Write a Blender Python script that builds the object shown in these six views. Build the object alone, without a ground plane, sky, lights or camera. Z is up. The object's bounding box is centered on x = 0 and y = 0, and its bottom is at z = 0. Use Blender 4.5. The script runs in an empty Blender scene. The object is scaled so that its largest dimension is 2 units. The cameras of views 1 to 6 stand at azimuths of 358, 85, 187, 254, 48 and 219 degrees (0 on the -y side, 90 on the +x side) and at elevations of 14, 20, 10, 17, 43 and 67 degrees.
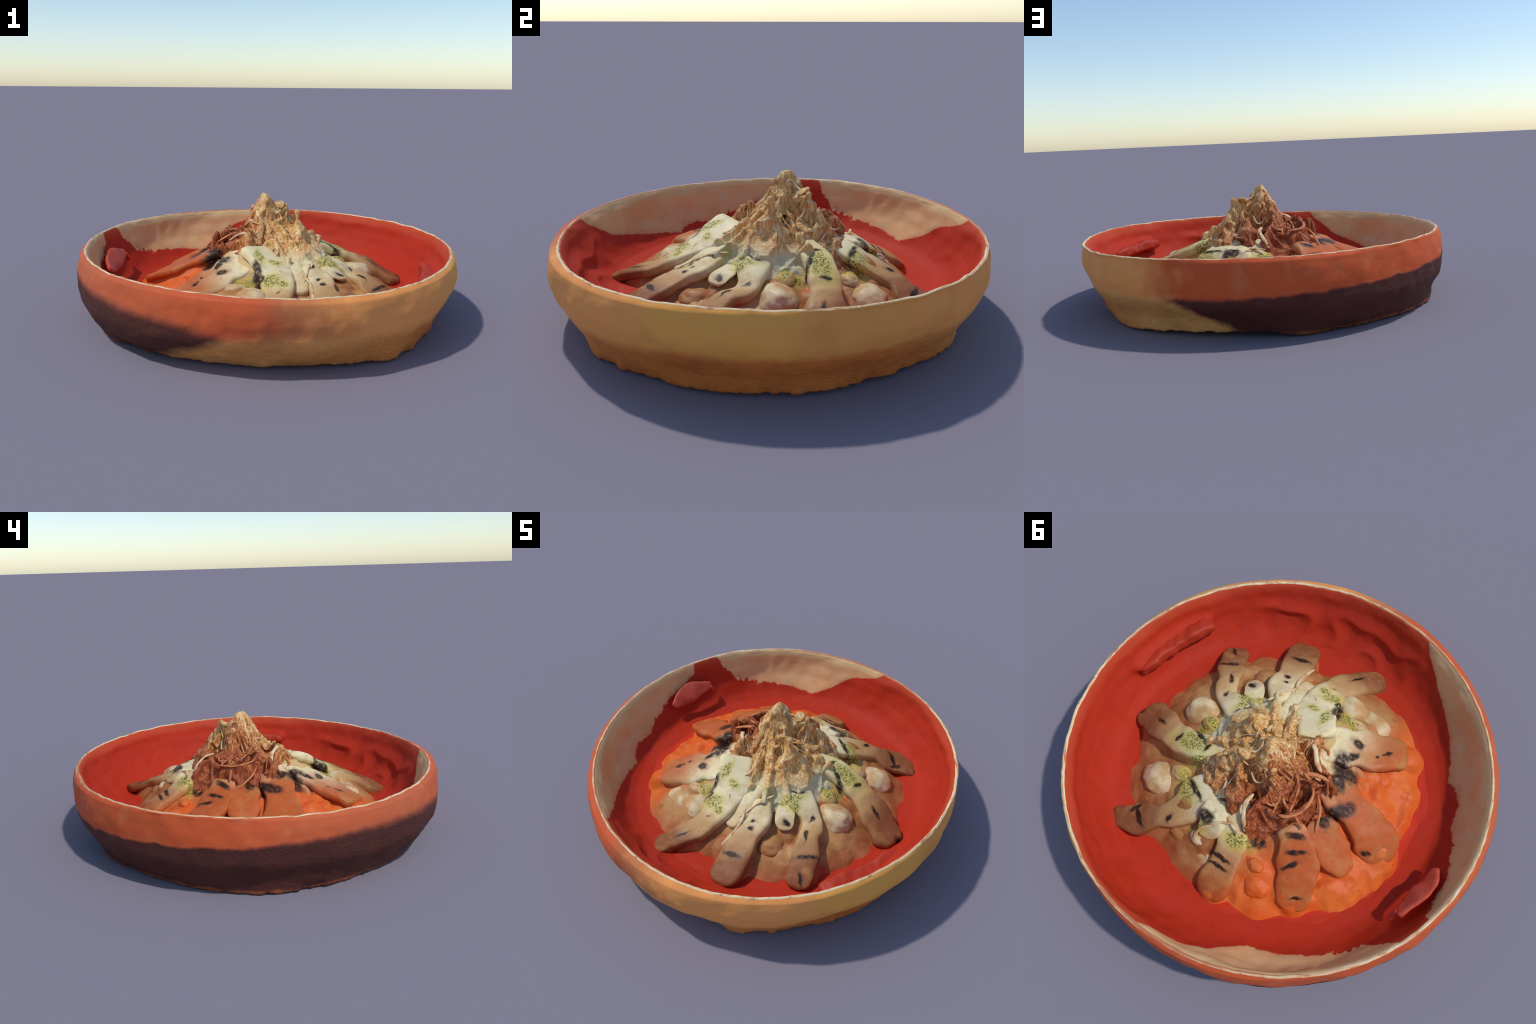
# Clay bowl with red sauce, a rice mound, grilled mushroom slices and a pile of fried onion.
import bpy, bmesh, math, random
import numpy as np
from math import sin, cos, pi, radians, atan2, hypot, sqrt, exp
from mathutils import Vector, noise

random.seed(7)
SC = bpy.context.scene.collection


# ------------------------------------------------------------------ helpers
def lerp_table(x, tab):
    if x <= tab[0][0]:
        return tab[0][1]
    for (a, va), (b, vb) in zip(tab, tab[1:]):
        if x <= b:
            return va + (vb - va) * (x - a) / (b - a)
    return tab[-1][1]


def smooth(a, b, x):
    t = max(0.0, min(1.0, (x - a) / (b - a)))
    return t * t * (3 - 2 * t)


def az_table(deg, tab):
    """periodic smooth interpolation of (azimuth, value) pairs, azimuth in degrees"""
    n = len(tab)
    d = deg % 360.0
    pts = sorted(((a % 360.0), v) for a, v in tab)
    pts = [(pts[-1][0] - 360, pts[-1][1])] + pts + [(pts[0][0] + 360, pts[0][1])]
    for (a, va), (b, vb) in zip(pts, pts[1:]):
        if a <= d <= b:
            t = (d - a) / (b - a)
            t = t * t * (3 - 2 * t)
            return va + (vb - va) * t
    return tab[0][1]


def n3(x, y, z, s=1.0, seed=0.0):
    return noise.noise(Vector((x * s + seed, y * s + seed * 1.7, z * s - seed)))


def fbm(x, y, z, s, o=3, seed=0.0):
    v, a, f = 0.0, 1.0, s
    for _ in range(o):
        v += a * n3(x, y, z, f, seed)
        a *= 0.5
        f *= 2.1
    return v


def ridged(x, y, z, s, seed=0.0):
    return 1.0 - 2.0 * abs(n3(x, y, z, s, seed))


def catmull(pts, n):
    P = [Vector(p) for p in pts]
    P = [P[0] * 2 - P[1]] + P + [P[-1] * 2 - P[-2]]
    segs = len(P) - 3
    out = []
    for i in range(n):
        u = i / (n - 1) * segs
        k = min(int(u), segs - 1)
        t = u - k
        a, b, c, d = P[k], P[k + 1], P[k + 2], P[k + 3]
        out.append(0.5 * ((2 * b) + (c - a) * t + (2 * a - 5 * b + 4 * c - d) * t * t + (3 * b - a - 3 * c + d) * t ** 3))
    return out


def make(name, verts, faces, mat, parent, smooth_shade=True, flip=False):
    if flip:
        faces = [tuple(f)[::-1] for f in faces]
    me = bpy.data.meshes.new(name)
    me.from_pydata([tuple(v) for v in verts], [], faces)
    me.update()
    if smooth_shade:
        me.polygons.foreach_set("use_smooth", [True] * len(me.polygons))
    ob = bpy.data.objects.new(name, me)
    if mat:
        me.materials.append(mat)
    SC.objects.link(ob)
    ob.parent = parent
    return ob


def grid_faces(rows, cols, closed=True, r0=0, r1=None):
    F = []
    r1 = rows - 1 if r1 is None else r1
    for i in range(r0, r1):
        for j in range(cols if closed else cols - 1):
            k = (j + 1) % cols
            F.append((i * cols + j, i * cols + k, (i + 1) * cols + k, (i + 1) * cols + j))
    return F


# ------------------------------------------------------------------ node helpers
class Nodes:
    def __init__(self, name):
        self.mat = bpy.data.materials.new(name)
        self.mat.use_nodes = True
        self.t = self.mat.node_tree
        self.t.nodes.clear()
        self.out = self.t.nodes.new("ShaderNodeOutputMaterial")
        self.bsdf = self.t.nodes.new("ShaderNodeBsdfPrincipled")
        self.t.links.new(self.bsdf.outputs[0], self.out.inputs[0])
        self.co = self.t.nodes.new("ShaderNodeTexCoord").outputs["Object"]
        s = self.t.nodes.new("ShaderNodeSeparateXYZ")
        self.link(self.co, s.inputs[0])
        self.x, self.y, self.z = s.outputs

    def link(self, a, b):
        self.t.links.new(a, b)

    def put(self, sock, v):
        if isinstance(v, bpy.types.NodeSocket):
            self.link(v, sock)
        else:
            if sock.type == "RGBA" and len(v) == 3:
                v = (*v, 1)
            sock.default_value = v

    def math(self, op, a, b=0.0, c=0.0, clamp=False):
        n = self.t.nodes.new("ShaderNodeMath")
        n.operation = op
        n.use_clamp = clamp
        for s, v in zip(n.inputs, (a, b, c)):
            self.put(s, v)
        return n.outputs[0]

    def vmath(self, op, a, b=None):
        n = self.t.nodes.new("ShaderNodeVectorMath")
        n.operation = op
        self.put(n.inputs[0], a)
        if b is not None:
            self.put(n.inputs[1], b)
        return n.outputs["Value"] if op in ("LENGTH", "DISTANCE", "DOT_PRODUCT") else n.outputs[0]

    def step(self, v, a, b, o0=0.0, o1=1.0):
        n = self.t.nodes.new("ShaderNodeMapRange")
        n.interpolation_type = "SMOOTHSTEP"
        self.put(n.inputs[0], v)
        for i, q in enumerate((a, b, o0, o1)):
            self.put(n.inputs[i + 1], q)
        return n.outputs[0]

    def mix(self, f, a, b, mode="MIX"):
        n = self.t.nodes.new("ShaderNodeMix")
        n.data_type = "RGBA"
        n.blend_type = mode
        self.put(n.inputs[0], f)
        self.put(n.inputs[6], a)
        self.put(n.inputs[7], b)
        return n.outputs[2]

    def noise(self, scale, detail=4.0, rough=0.55, vec=None, dist=0.0):
        n = self.t.nodes.new("ShaderNodeTexNoise")
        self.put(n.inputs["Vector"], self.co if vec is None else vec)
        n.inputs["Scale"].default_value = scale
        n.inputs["Detail"].default_value = detail
        n.inputs["Roughness"].default_value = rough
        n.inputs["Distortion"].default_value = dist
        return n.outputs[0]

    def voronoi(self, scale, vec=None, feature="F1"):
        n = self.t.nodes.new("ShaderNodeTexVoronoi")
        n.feature = feature
        self.put(n.inputs["Vector"], self.co if vec is None else vec)
        n.inputs["Scale"].default_value = scale
        return n.outputs[0]

    def stretch(self, sx, sy, sz, vec=None):
        return self.vmath("MULTIPLY", self.co if vec is None else vec, (sx, sy, sz))

    def combine(self, x, y, z):
        n = self.t.nodes.new("ShaderNodeCombineXYZ")
        for s, v in zip(n.inputs, (x, y, z)):
            self.put(s, v)
        return n.outputs[0]

    def ramp(self, f, stops, interp="LINEAR"):
        n = self.t.nodes.new("ShaderNodeValToRGB")
        n.color_ramp.interpolation = interp
        el = n.color_ramp.elements
        while len(el) < len(stops):
            el.new(0.5)
        for e, (p, c) in zip(el, stops):
            e.position = p
            e.color = (c, c, c, 1) if isinstance(c, (int, float)) else (*c, 1)
        self.put(n.inputs[0], f)
        return n.outputs[0]

    def azimuth(self):
        """0..1 once round, 0.5 on the +x axis, 0.75 on +y, 0.25 on -y"""
        a = self.math("ARCTAN2", self.y, self.x)
        return self.math("MULTIPLY_ADD", a, 1 / (2 * pi), 0.5)

    def az_ramp(self, az, tab, interp="LINEAR"):
        stops = sorted(((((d + 180) % 360) / 360.0), v) for d, v in tab)
        a, b = stops[0], stops[-1]
        w = (1 - b[0]) / max(1e-6, (1 - b[0]) + a[0])
        if isinstance(a[1], (int, float)):
            m = b[1] + (a[1] - b[1]) * w
        else:
            m = tuple(q + (p - q) * w for p, q in zip(a[1], b[1]))
        return self.ramp(az, [(0.0, m)] + stops + [(1.0, m)], interp)

    def bump(self, h, strength=0.3, dist=0.01, prev=None):
        n = self.t.nodes.new("ShaderNodeBump")
        n.inputs["Strength"].default_value = strength
        n.inputs["Distance"].default_value = dist
        self.put(n.inputs["Height"], h)
        if prev is not None:
            self.link(prev, n.inputs["Normal"])
        return n.outputs[0]

    def spots(self, items, wob=0.0, wscale=30.0):
        """smallest normalised distance to a list of ellipses (x, y, rx, ry, angle deg) seen from above"""
        p = self.co
        if wob:
            n = self.t.nodes.new("ShaderNodeTexNoise")
            self.link(self.co, n.inputs["Vector"])
            n.inputs["Scale"].default_value = wscale
            n.inputs["Detail"].default_value = 3
            o = self.vmath("SUBTRACT", n.outputs["Color"], (0.5, 0.5, 0.5))
            o = self.vmath("MULTIPLY", o, (wob, wob, wob))
            p = self.vmath("ADD", p, o)
        best = None
        for (x, y, rx, ry, ang) in items:
            m = self.t.nodes.new("ShaderNodeMapping")
            m.vector_type = "TEXTURE"
            m.inputs["Location"].default_value = (x, y, 0)
            m.inputs["Rotation"].default_value = (0, 0, radians(ang))
            m.inputs["Scale"].default_value = (rx, ry, 1e4)
            self.link(p, m.inputs["Vector"])
            d = self.vmath("LENGTH", m.outputs[0])
            best = d if best is None else self.math("MINIMUM", best, d)
        return best

    def finish(self, col, rough=0.5, normal=None, spec=0.4, sss=0.0, sss_col=None):
        spec *= 0.55
        b = self.bsdf
        self.put(b.inputs["Base Color"], col)
        self.put(b.inputs["Roughness"], rough)
        b.inputs["Specular IOR Level"].default_value = spec
        if normal is not None:
            self.link(normal, b.inputs["Normal"])
        if sss:
            b.inputs["Subsurface Weight"].default_value = sss
            b.inputs["Subsurface Radius"].default_value = (0.03, 0.015, 0.008)
            b.inputs["Subsurface Scale"].default_value = 0.5
        return self.mat


# ------------------------------------------------------------------ materials
RED = (0.48, 0.032, 0.010)  # darkened partway toward the shaded parts of the sauce
RED_DEEP = (0.36, 0.022, 0.012)
CREAM = (0.74, 0.42, 0.19)
TERRA = (0.62, 0.105, 0.032)
TAN = (0.90, 0.345, 0.098)
OCHRE = (0.86, 0.385, 0.085)


def mat_outer():
    N = Nodes("outer_clay")
    az = N.azimuth()
    w = N.noise(5, 4)
    azn = N.math("ADD", az, N.math("MULTIPLY", N.math("SUBTRACT", w, 0.5), 0.10))
    up = N.az_ramp(azn, [(-100, TERRA), (-86, (0.52, 0.15, 0.06)), (-70, TAN), (-40, TAN), (-30, OCHRE), (-2, OCHRE),
                         (4, (0.82, 0.34, 0.085)), (45, TAN), (60, TAN), (76, TERRA), (150, TERRA), (-150, (0.50, 0.12, 0.05))])
    # lower, brushed zone: dark smoked clay on the -x side, raw orange clay elsewhere
    skew = N.math("MULTIPLY", N.math("SUBTRACT", N.z, 0.1), 0.30)
    skew = N.math("MULTIPLY", skew, N.step(N.y, -0.2, 0.2, -1.3, 1.0))
    azs = N.math("ADD", N.math("ADD", az, skew), N.math("MULTIPLY", N.math("SUBTRACT", N.noise(9, 5), 0.5), 0.03))
    DARK = (0.095, 0.027, 0.021)
    RAW = (0.72, 0.20, 0.042)
    SAND = (0.82, 0.37, 0.11)
    lo = N.az_ramp(azs, [(-118, DARK), (-109, SAND), (-85, SAND), (-60, (0.8, 0.30, 0.08)), (-30, RAW), (30, RAW), (45, (0.8, 0.30, 0.08)),
                         (58, SAND), (80, SAND), (84, DARK), (135, DARK), (180, (0.085, 0.026, 0.021))])
    lo = N.mix(N.step(N.noise(7, 3), 0.45, 0.75), lo, N.mix(0.22, lo, (0.09, 0.03, 0.025)))
    zb = N.az_ramp(az, [(0, .195), (31, .198), (41, .19), (65, .194), (85, .2), (104, .21), (125, .228), (150, .243), (170, .26),
                        (-169, .28), (-153, .272), (-139, .262), (-125, .245), (-113, .226), (-105, .2), (-98, .183),
                        (-75, .178), (-40, .17), (-25, .196)])
    zz = N.math("ADD", N.z, N.math("MULTIPLY", N.math("SUBTRACT", N.noise(14, 5), 0.5), 0.035))
    soft = N.az_ramp(az, [(-120, .03), (-90, .05), (-20, .03), (60, .018), (100, .012), (150, .01), (-150, .03)])
    low = N.step(N.math("SUBTRACT", zb, zz), N.math("MULTIPLY", soft, -1), soft)
    col = N.mix(low, up, lo)
    # blotches and pores
    col = N.mix(N.math("MULTIPLY", N.step(N.noise(4.5, 3), 0.5, 0.72), 0.35), col, N.mix(0.4, col, (0.30, 0.08, 0.035)))
    col = N.mix(N.math("MULTIPLY", N.math("MULTIPLY", N.step(N.noise(7.5, 3), 0.52, 0.75), N.math("SUBTRACT", 1.0, low)), 0.18), col, (0.72, 0.38, 0.16))
    pores = N.step(N.voronoi(55), 0.10, 0.06)
    col = N.mix(N.math("MULTIPLY", pores, 0.35), col, (0.12, 0.04, 0.02))
    # orange, freshly chipped foot edge
    foot = N.step(N.math("ADD", N.z, N.math("MULTIPLY", N.noise(16, 4), 0.04)), 0.048, 0.030)
    col = N.mix(N.math("MULTIPLY", foot, 0.6), col, (0.46, 0.13, 0.05))
    # brush strokes below
    st = N.combine(N.math("ADD", N.math("MULTIPLY", az, 26), N.math("MULTIPLY", N.z, 9)), N.math("MULTIPLY", N.z, 5), 0.0)
    st2 = N.noise(14, 4, 0.6, vec=st, dist=0.4)
    streak = N.math("MULTIPLY", low, N.step(st2, 0.5, 0.68))
    col = N.mix(N.math("MULTIPLY", streak, 0.25), col, (0.16, 0.05, 0.025))
    b = N.bump(N.math("MULTIPLY", st2, low), 0.55, 0.012)
    b = N.bump(N.noise(40, 5), 0.12, 0.01, b)
    return N.finish(col, N.step(N.noise(10), 0.3, 0.7, 0.55, 0.75), b, 0.3)


def mat_inner():
    N = Nodes("sauce_stained_glaze")
    az = N.azimuth()
    zb = N.az_ramp(az, [(-100, .42), (-105, .325), (-116, .22), (-132, .165), (-147, .138), (-150, .168), (-163, .158), (-169, .195),
                        (-178, .235), (174, .262), (168, .300), (165.5, .41), (158, .41), (155, .30), (150, .23), (142, .19), (128, .172), (117, .147),
                        (109, .2), (102, .28), (96, .31), (91, .345), (86, .42)])
    splash = N.az_ramp(az, [(-178, .6), (170, 1.0), (150, 1.0), (138, .5), (125, .12), (90, .12), (-110, .12), (-140, .15), (-150, .5), (-165, .4)])
    wob = N.math("MULTIPLY", N.math("SUBTRACT", N.noise(26, 6, 0.65), 0.5), N.math("MULTIPLY", splash, 0.16))
    d = N.math("SUBTRACT", N.math("ADD", N.z, wob), zb)
    cream = N.step(d, -0.004, 0.006)
    red = N.mix(N.step(N.noise(6, 4), 0.35, 0.7), RED, (0.48, 0.035, 0.016))
    red = N.mix(N.math("MULTIPLY", N.step(N.noise(18, 4), 0.5, 0.75), 0.4), red, RED_DEEP)
    red = N.mix(N.step(N.z, 0.31, 0.365, 0, 0.5), red, (0.58, 0.10, 0.04))
    cr = N.mix(N.step(N.noise(5, 3), 0.4, 0.65), CREAM, (0.70, 0.34, 0.145))
    cr = N.mix(N.math("MULTIPLY", N.step(N.noise(13, 4), 0.5, 0.75), 0.5), cr, (0.66, 0.50, 0.30))
    cr = N.mix(N.step(N.math("SUBTRACT", N.z, N.math("MULTIPLY", N.noise(12), 0.02)), 0.325, 0.345, 0.0, 0.7), cr, (0.74, 0.54, 0.27))
    pores = N.step(N.voronoi(48), 0.09, 0.05)
    cr = N.mix(N.math("MULTIPLY", pores, 0.5), cr, (0.3, 0.12, 0.06))
    # thin tide line of diluted sauce
    edge = N.math("MULTIPLY", N.step(d, 0.035, 0.0), cream)
    cr = N.mix(N.math("MULTIPLY", edge, 0.35), cr, (0.58, 0.20, 0.09))
    col = N.mix(cream, red, cr)
    b = N.bump(N.noise(22, 5), 0.2, 0.012)
    return N.finish(col, 0.6, b, 0.2)


def mat_rim():
    N = Nodes("bare_rim_glaze")
    az = N.azimuth()
    st = N.combine(N.math("MULTIPLY", az, 8), N.math("MULTIPLY", N.math("SQRT", N.math("ADD", N.math("MULTIPLY", N.x, N.x), N.math("MULTIPLY", N.y, N.y))), 14), N.math("MULTIPLY", N.z, 14))
    lines = N.noise(9, 5, 0.6, vec=st)
    col = N.mix(N.step(lines, 0.50, 0.60), (0.80, 0.63, 0.38), (0.68, 0.40, 0.19))
    # rust line along the inner lip
    col = N.mix(N.math("MULTIPLY", N.step(lines, 0.60, 0.66), 0.85), col, (0.36, 0.12, 0.06))
    col = N.mix(N.math("MULTIPLY", N.step(N.noise(30, 3), 0.62, 0.7), 0.6), col, (0.30, 0.09, 0.05))
    # inner lip stained rust, next to the pale worn crest
    rad = N.math("SQRT", N.math("ADD", N.math("MULTIPLY", N.x, N.x), N.math("MULTIPLY", N.y, N.y)))
    mean = N.math("ADD", 0.961, N.math("ADD", N.math("MULTIPLY", N.x, 0.0107), N.math("MULTIPLY", N.y, 0.0098)))
    off = N.math("ADD", N.math("SUBTRACT", rad, mean), N.math("MULTIPLY", N.math("SUBTRACT", N.noise(16, 3), 0.5), 0.014))
    col = N.mix(N.step(off, -0.003, -0.009, 0, 0.9), col, (0.50, 0.15, 0.06))
    worn = N.az_ramp(az, [(0, 0.0), (100, .15), (150, .5), (-170, .4), (-120, .3), (-60, .0)])
    col = N.mix(N.math("MULTIPLY", worn, N.step(N.noise(9, 4), 0.35, 0.6)), col, (0.60, 0.27, 0.12))
    return N.finish(col, 0.5, N.bump(N.noise(45, 4), 0.3, 0.008), 0.4)


def mat_sauce():
    N = Nodes("tomato_sauce")
    col = N.mix(N.step(N.noise(3.5, 4), 0.35, 0.68), RED, (0.50, 0.034, 0.014))
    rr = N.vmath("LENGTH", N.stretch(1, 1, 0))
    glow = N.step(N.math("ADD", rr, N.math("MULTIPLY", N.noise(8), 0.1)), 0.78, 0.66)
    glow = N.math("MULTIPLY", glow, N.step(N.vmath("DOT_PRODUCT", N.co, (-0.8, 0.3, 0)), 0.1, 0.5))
    col = N.mix(N.math("MULTIPLY", glow, 0.6), col, (0.86, 0.048, 0.012))  # sunlit brightness of the -x sauce painted as a lighter red
    pores = N.step(N.voronoi(60), 0.07, 0.04)
    col = N.mix(N.math("MULTIPLY", pores, 0.3), col, (0.2, 0.02, 0.01))
    return N.finish(col, 0.5, N.bump(N.noise(14, 4), 0.15, 0.01), 0.25)


# grill marks (x, y, rx, ry, angle) measured on the slices, and herb patches
CHAR = [(.300, -.093, .045, .009, 50), (.442, -.134, .013, .016, 0), (.485, -.226, .034, .009, -55), (.560, -.300, .058, .011, 40),
        (.610, -.395, .034, .009, -40), (.298, .168, .026, .010, 80), (.461, .188, .028, .010, 80), (.619, .156, .034, .009, -15), (.778, .150, .022, .018, 0),
        (.221, .350, .070, .012, -25), (.258, .516, .012, .020, 0), (.396, .585, .060, .013, -30), (.440, .560, .035, .012, 60), (.535, .640, .016, .026, 60),
        (-.007, -.629, .040, .008, 60), (.285, -.541, .052, .012, 20), (.261, -.394, .018, .012, 20), (.245, -.360, .012, .010, 20),
        (-.365, -.346, .030, .010, 60), (-.335, -.300, .012, .008, 60), (-.255, -.215, .035, .018, 60),
        (-.374, .021, .055, .030, 60), (-.345, .060, .05, .03, 70), (-.555, .10, .028, .008, 30),
        (-.312, .303, .048, .010, 37), (-.322, .360, .042, .012, 55), (-.420, .45, .03, .006, 37), (-.270, .255, .045, .014, 37),
        (-.045, .515, .055, .010, 0), (-.060, .550, .055, .008, 5), (-.14, .36, .04, .03, 20), (.10, .42, .045, .03, 0),
        (-.230, -.150, .035, .06, 10), (-.290, -.125, .05, .05, 0), (-.275, -.06, .035, .06, 40), (-.235, -.29, .03, .02, 0),
        (-.06, -.35, .02, .045, 10), (-.045, -.40, .025, .02, 0), (.37, -.246, .022, .014, 0), (.375, .13, .05, .012, -20), (-.33, .13, .03, .025, 0)]
HERB = [(.032, -.292, .032, .018, 0), (.005, -.415, .045, .030, 40), (-.045, -.27, .02, .045, 10), (.060, -.43, .03, .02, 0),
        (.385, .178, .085, .045, 5), (.265, .365, .060, .035, -20), (.315, .31, .04, .03, 0), (.383, .032, .045, .020, -10),
        (.300, -.150, .075, .020, 60), (.205, -.210, .020, .035, 40), (.340, -.16, .03, .03, 0), (-.06, .430, .045, .030, 0),
        (-.10, -.37, .03, .03, 0), (-.15, -.36, .03, .015, -40), (.10, .47, .03, .02, 0), (.30, .235, .05, .02, 30), (.40, .08, .03, .02, 0), (-.10, .40, .04, .02, 0)]


def food_layers(N, base, herb=1.0):
    """red bounce light painted orange on the -x side, olive herb patches and dark grill marks, shared by rice and slices"""
    spk = N.step(N.noise(120, 4), 0.42, 0.62)
    herbd = N.spots(HERB, 0.030, 34)
    olive = N.mix(N.noise(60, 2), (0.22, 0.22, 0.025), (0.07, 0.08, 0.012))
    col = N.mix(N.math("MULTIPLY", N.step(herbd, 2.0, 0.6), 0.65 * herb), base, (0.64, 0.52, 0.10))
    col = N.mix(N.math("MULTIPLY", N.math("MULTIPLY", N.step(herbd, 1.15, 0.7), spk), herb), col, olive)
    chard = N.spots(CHAR, 0.022, 38)
    frag = N.step(N.noise(45, 4), 0.30, 0.50)
    cm = N.math("MULTIPLY", N.step(chard, 1.3, 0.6), N.math("MULTIPLY_ADD", frag, 0.45, 0.52))
    smear = N.math("MULTIPLY", N.step(chard, 2.2, 0.8), N.step(N.noise(30, 3), 0.4, 0.65))
    col = N.mix(N.math("MULTIPLY", smear, 0.55), col, (0.14, 0.06, 0.03))
    col = N.mix(cm, col, (0.022, 0.012, 0.009))
    pep = N.math("MULTIPLY", N.step(N.voronoi(42), 0.13, 0.08), N.step(N.noise(6, 2), 0.48, 0.58))
    col = N.mix(N.math("MULTIPLY", pep, 0.75), col, (0.10, 0.03, 0.02))
    return col


def baked_bounce_tint(N):  # orange wash over the -x food, colouring in light reflected off the red
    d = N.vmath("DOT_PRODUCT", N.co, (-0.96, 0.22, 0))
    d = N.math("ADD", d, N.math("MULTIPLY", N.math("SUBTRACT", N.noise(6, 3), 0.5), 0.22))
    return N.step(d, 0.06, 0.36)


def mat_slice():
    N = Nodes("grilled_mushroom")
    rr = N.vmath("LENGTH", N.stretch(1, 1, 0))
    rr = N.math("ADD", rr, N.math("MULTIPLY", N.math("SUBTRACT", N.noise(9, 3), 0.5), 0.14))
    pale = N.mix(N.noise(11, 4), (0.80, 0.63, 0.31), (0.86, 0.77, 0.50))
    tipc = N.mix(N.noise(12, 4), (0.31, 0.115, 0.045), (0.22, 0.075, 0.030))  # tip browns deepened to carry the shade baked into the scan
    mid = N.mix(N.noise(10, 3), (0.60, 0.38, 0.16), (0.50, 0.27, 0.105))
    pale = N.mix(N.step(rr, 0.38, 0.54), pale, mid)
    col = N.mix(N.step(rr, 0.50, 0.68), pale, tipc)
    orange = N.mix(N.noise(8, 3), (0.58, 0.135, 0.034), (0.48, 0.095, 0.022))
    col = N.mix(baked_bounce_tint(N), col, orange)
    col = N.mix(N.math("MULTIPLY", N.step(N.noise(6.5, 4), 0.50, 0.68), 0.45), col, (0.52, 0.29, 0.09))
    col = N.mix(N.math("MULTIPLY", N.step(N.noise(28, 4), 0.5, 0.72), 0.3), col, (0.42, 0.24, 0.10))
    col = food_layers(N, col)
    b = N.bump(N.noise(30, 5), 0.25, 0.012)
    return N.finish(col, N.step(N.noise(14), 0.3, 0.7, 0.4, 0.6), b, 0.3)


def mat_rice():
    N = Nodes("sauced_rice")
    pale = N.mix(N.step(N.noise(7, 4), 0.35, 0.65), (0.52, 0.27, 0.10), (0.36, 0.125, 0.038))
    rr = N.vmath("LENGTH", N.stretch(1, 1, 0))
    pale = N.mix(N.step(rr, 0.30, 0.40, 1, 0), pale, (0.62, 0.44, 0.19))
    edge = N.step(N.math("ADD", N.z, N.math("MULTIPLY", N.noise(9, 4), 0.08)), 0.20, 0.14)
    pale = N.mix(N.math("MULTIPLY", edge, 0.55), pale, (0.46, 0.12, 0.05))
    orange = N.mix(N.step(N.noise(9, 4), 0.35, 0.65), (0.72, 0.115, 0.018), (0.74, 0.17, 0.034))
    col = N.mix(baked_bounce_tint(N), pale, orange)
    bits = N.step(N.voronoi(13), 0.22, 0.14)
    col = N.mix(N.math("MULTIPLY", bits, N.step(N.noise(4), 0.5, 0.6)), col, (0.58, 0.10, 0.03))
    col = food_layers(N, col, 0.9)
    b = N.bump(N.noise(26, 5), 0.3, 0.014)
    return N.finish(col, 0.45, b, 0.35)


def mat_chunk():
    N = Nodes("creamy_chunk")
    col = N.mix(N.step(N.noise(10, 4), 0.35, 0.65), (0.74, 0.58, 0.33), (0.55, 0.30, 0.115))
    col = N.mix(N.math("MULTIPLY", baked_bounce_tint(N), 0.5), col, (0.62, 0.26, 0.10))
    low = N.step(N.math("ADD", N.z, N.math("MULTIPLY", N.noise(12, 3), 0.06)), 0.235, 0.18)
    col = N.mix(N.math("MULTIPLY", low, 0.6), col, (0.54, 0.24, 0.11))
    col = food_layers(N, col, 1.0)
    return N.finish(col, 0.42, N.bump(N.noise(24, 4), 0.25, 0.012), 0.35)


def mat_onion():
    N = Nodes("fried_onion")
    fib = N.noise(26, 5, 0.65, vec=N.stretch(2.2, 2.2, 0.7), dist=1.2)
    browns = N.ramp(fib, [(0.30, (0.15, 0.036, 0.013)), (0.45, (0.40, 0.12, 0.036)), (0.56, (0.64, 0.29, 0.095)), (0.67, (0.82, 0.58, 0.30))])
    pale = N.ramp(fib, [(0.30, (0.30, 0.095, 0.028)), (0.43, (0.60, 0.29, 0.085)), (0.55, (0.78, 0.49, 0.19)), (0.66, (0.86, 0.74, 0.46))])
    d = N.vmath("DOT_PRODUCT", N.co, (0.75, -0.45, 0.55))
    d = N.math("ADD", d, N.math("MULTIPLY", N.math("SUBTRACT", N.noise(9, 3), 0.5), 0.22))
    col = N.mix(N.step(d, 0.17, 0.33), browns, pale)
    red = N.ramp(fib, [(0.3, (0.12, 0.026, 0.012)), (0.5, (0.33, 0.075, 0.026)), (0.66, (0.58, 0.20, 0.07))])
    col = N.mix(N.step(N.math("ADD", d, 0.0), 0.20, 0.05), col, red)
    skirt = N.step(N.math("ADD", N.z, N.math("MULTIPLY", N.noise(8), 0.06)), 0.40, 0.35)
    skirt = N.math("MULTIPLY", skirt, N.step(N.vmath("DOT_PRODUCT", N.co, (0.7, -0.7, 0)), 0.0, 0.14))
    col = N.mix(N.math("MULTIPLY", skirt, 0.8), col, N.mix(N.noise(12, 3), (0.72, 0.63, 0.30), (0.72, 0.70, 0.50)))
    herbd = N.spots(HERB, 0.03, 34)
    col = N.mix(N.math("MULTIPLY", N.step(herbd, 1.2, 0.6), N.math("MULTIPLY", skirt, 0.7)), col, (0.36, 0.34, 0.05))
    b = N.bump(fib, 0.45, 0.010)
    return N.finish(col, 0.45, b, 0.4)


def mat_plain(name, c1, c2, scale, rough=0.4, bump=0.2):
    N = Nodes(name)
    col = N.mix(N.step(N.noise(scale, 4), 0.38, 0.64), c1, c2)
    return N.finish(col, rough, N.bump(N.noise(scale * 2.5, 4), bump, 0.01), 0.4)


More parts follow.
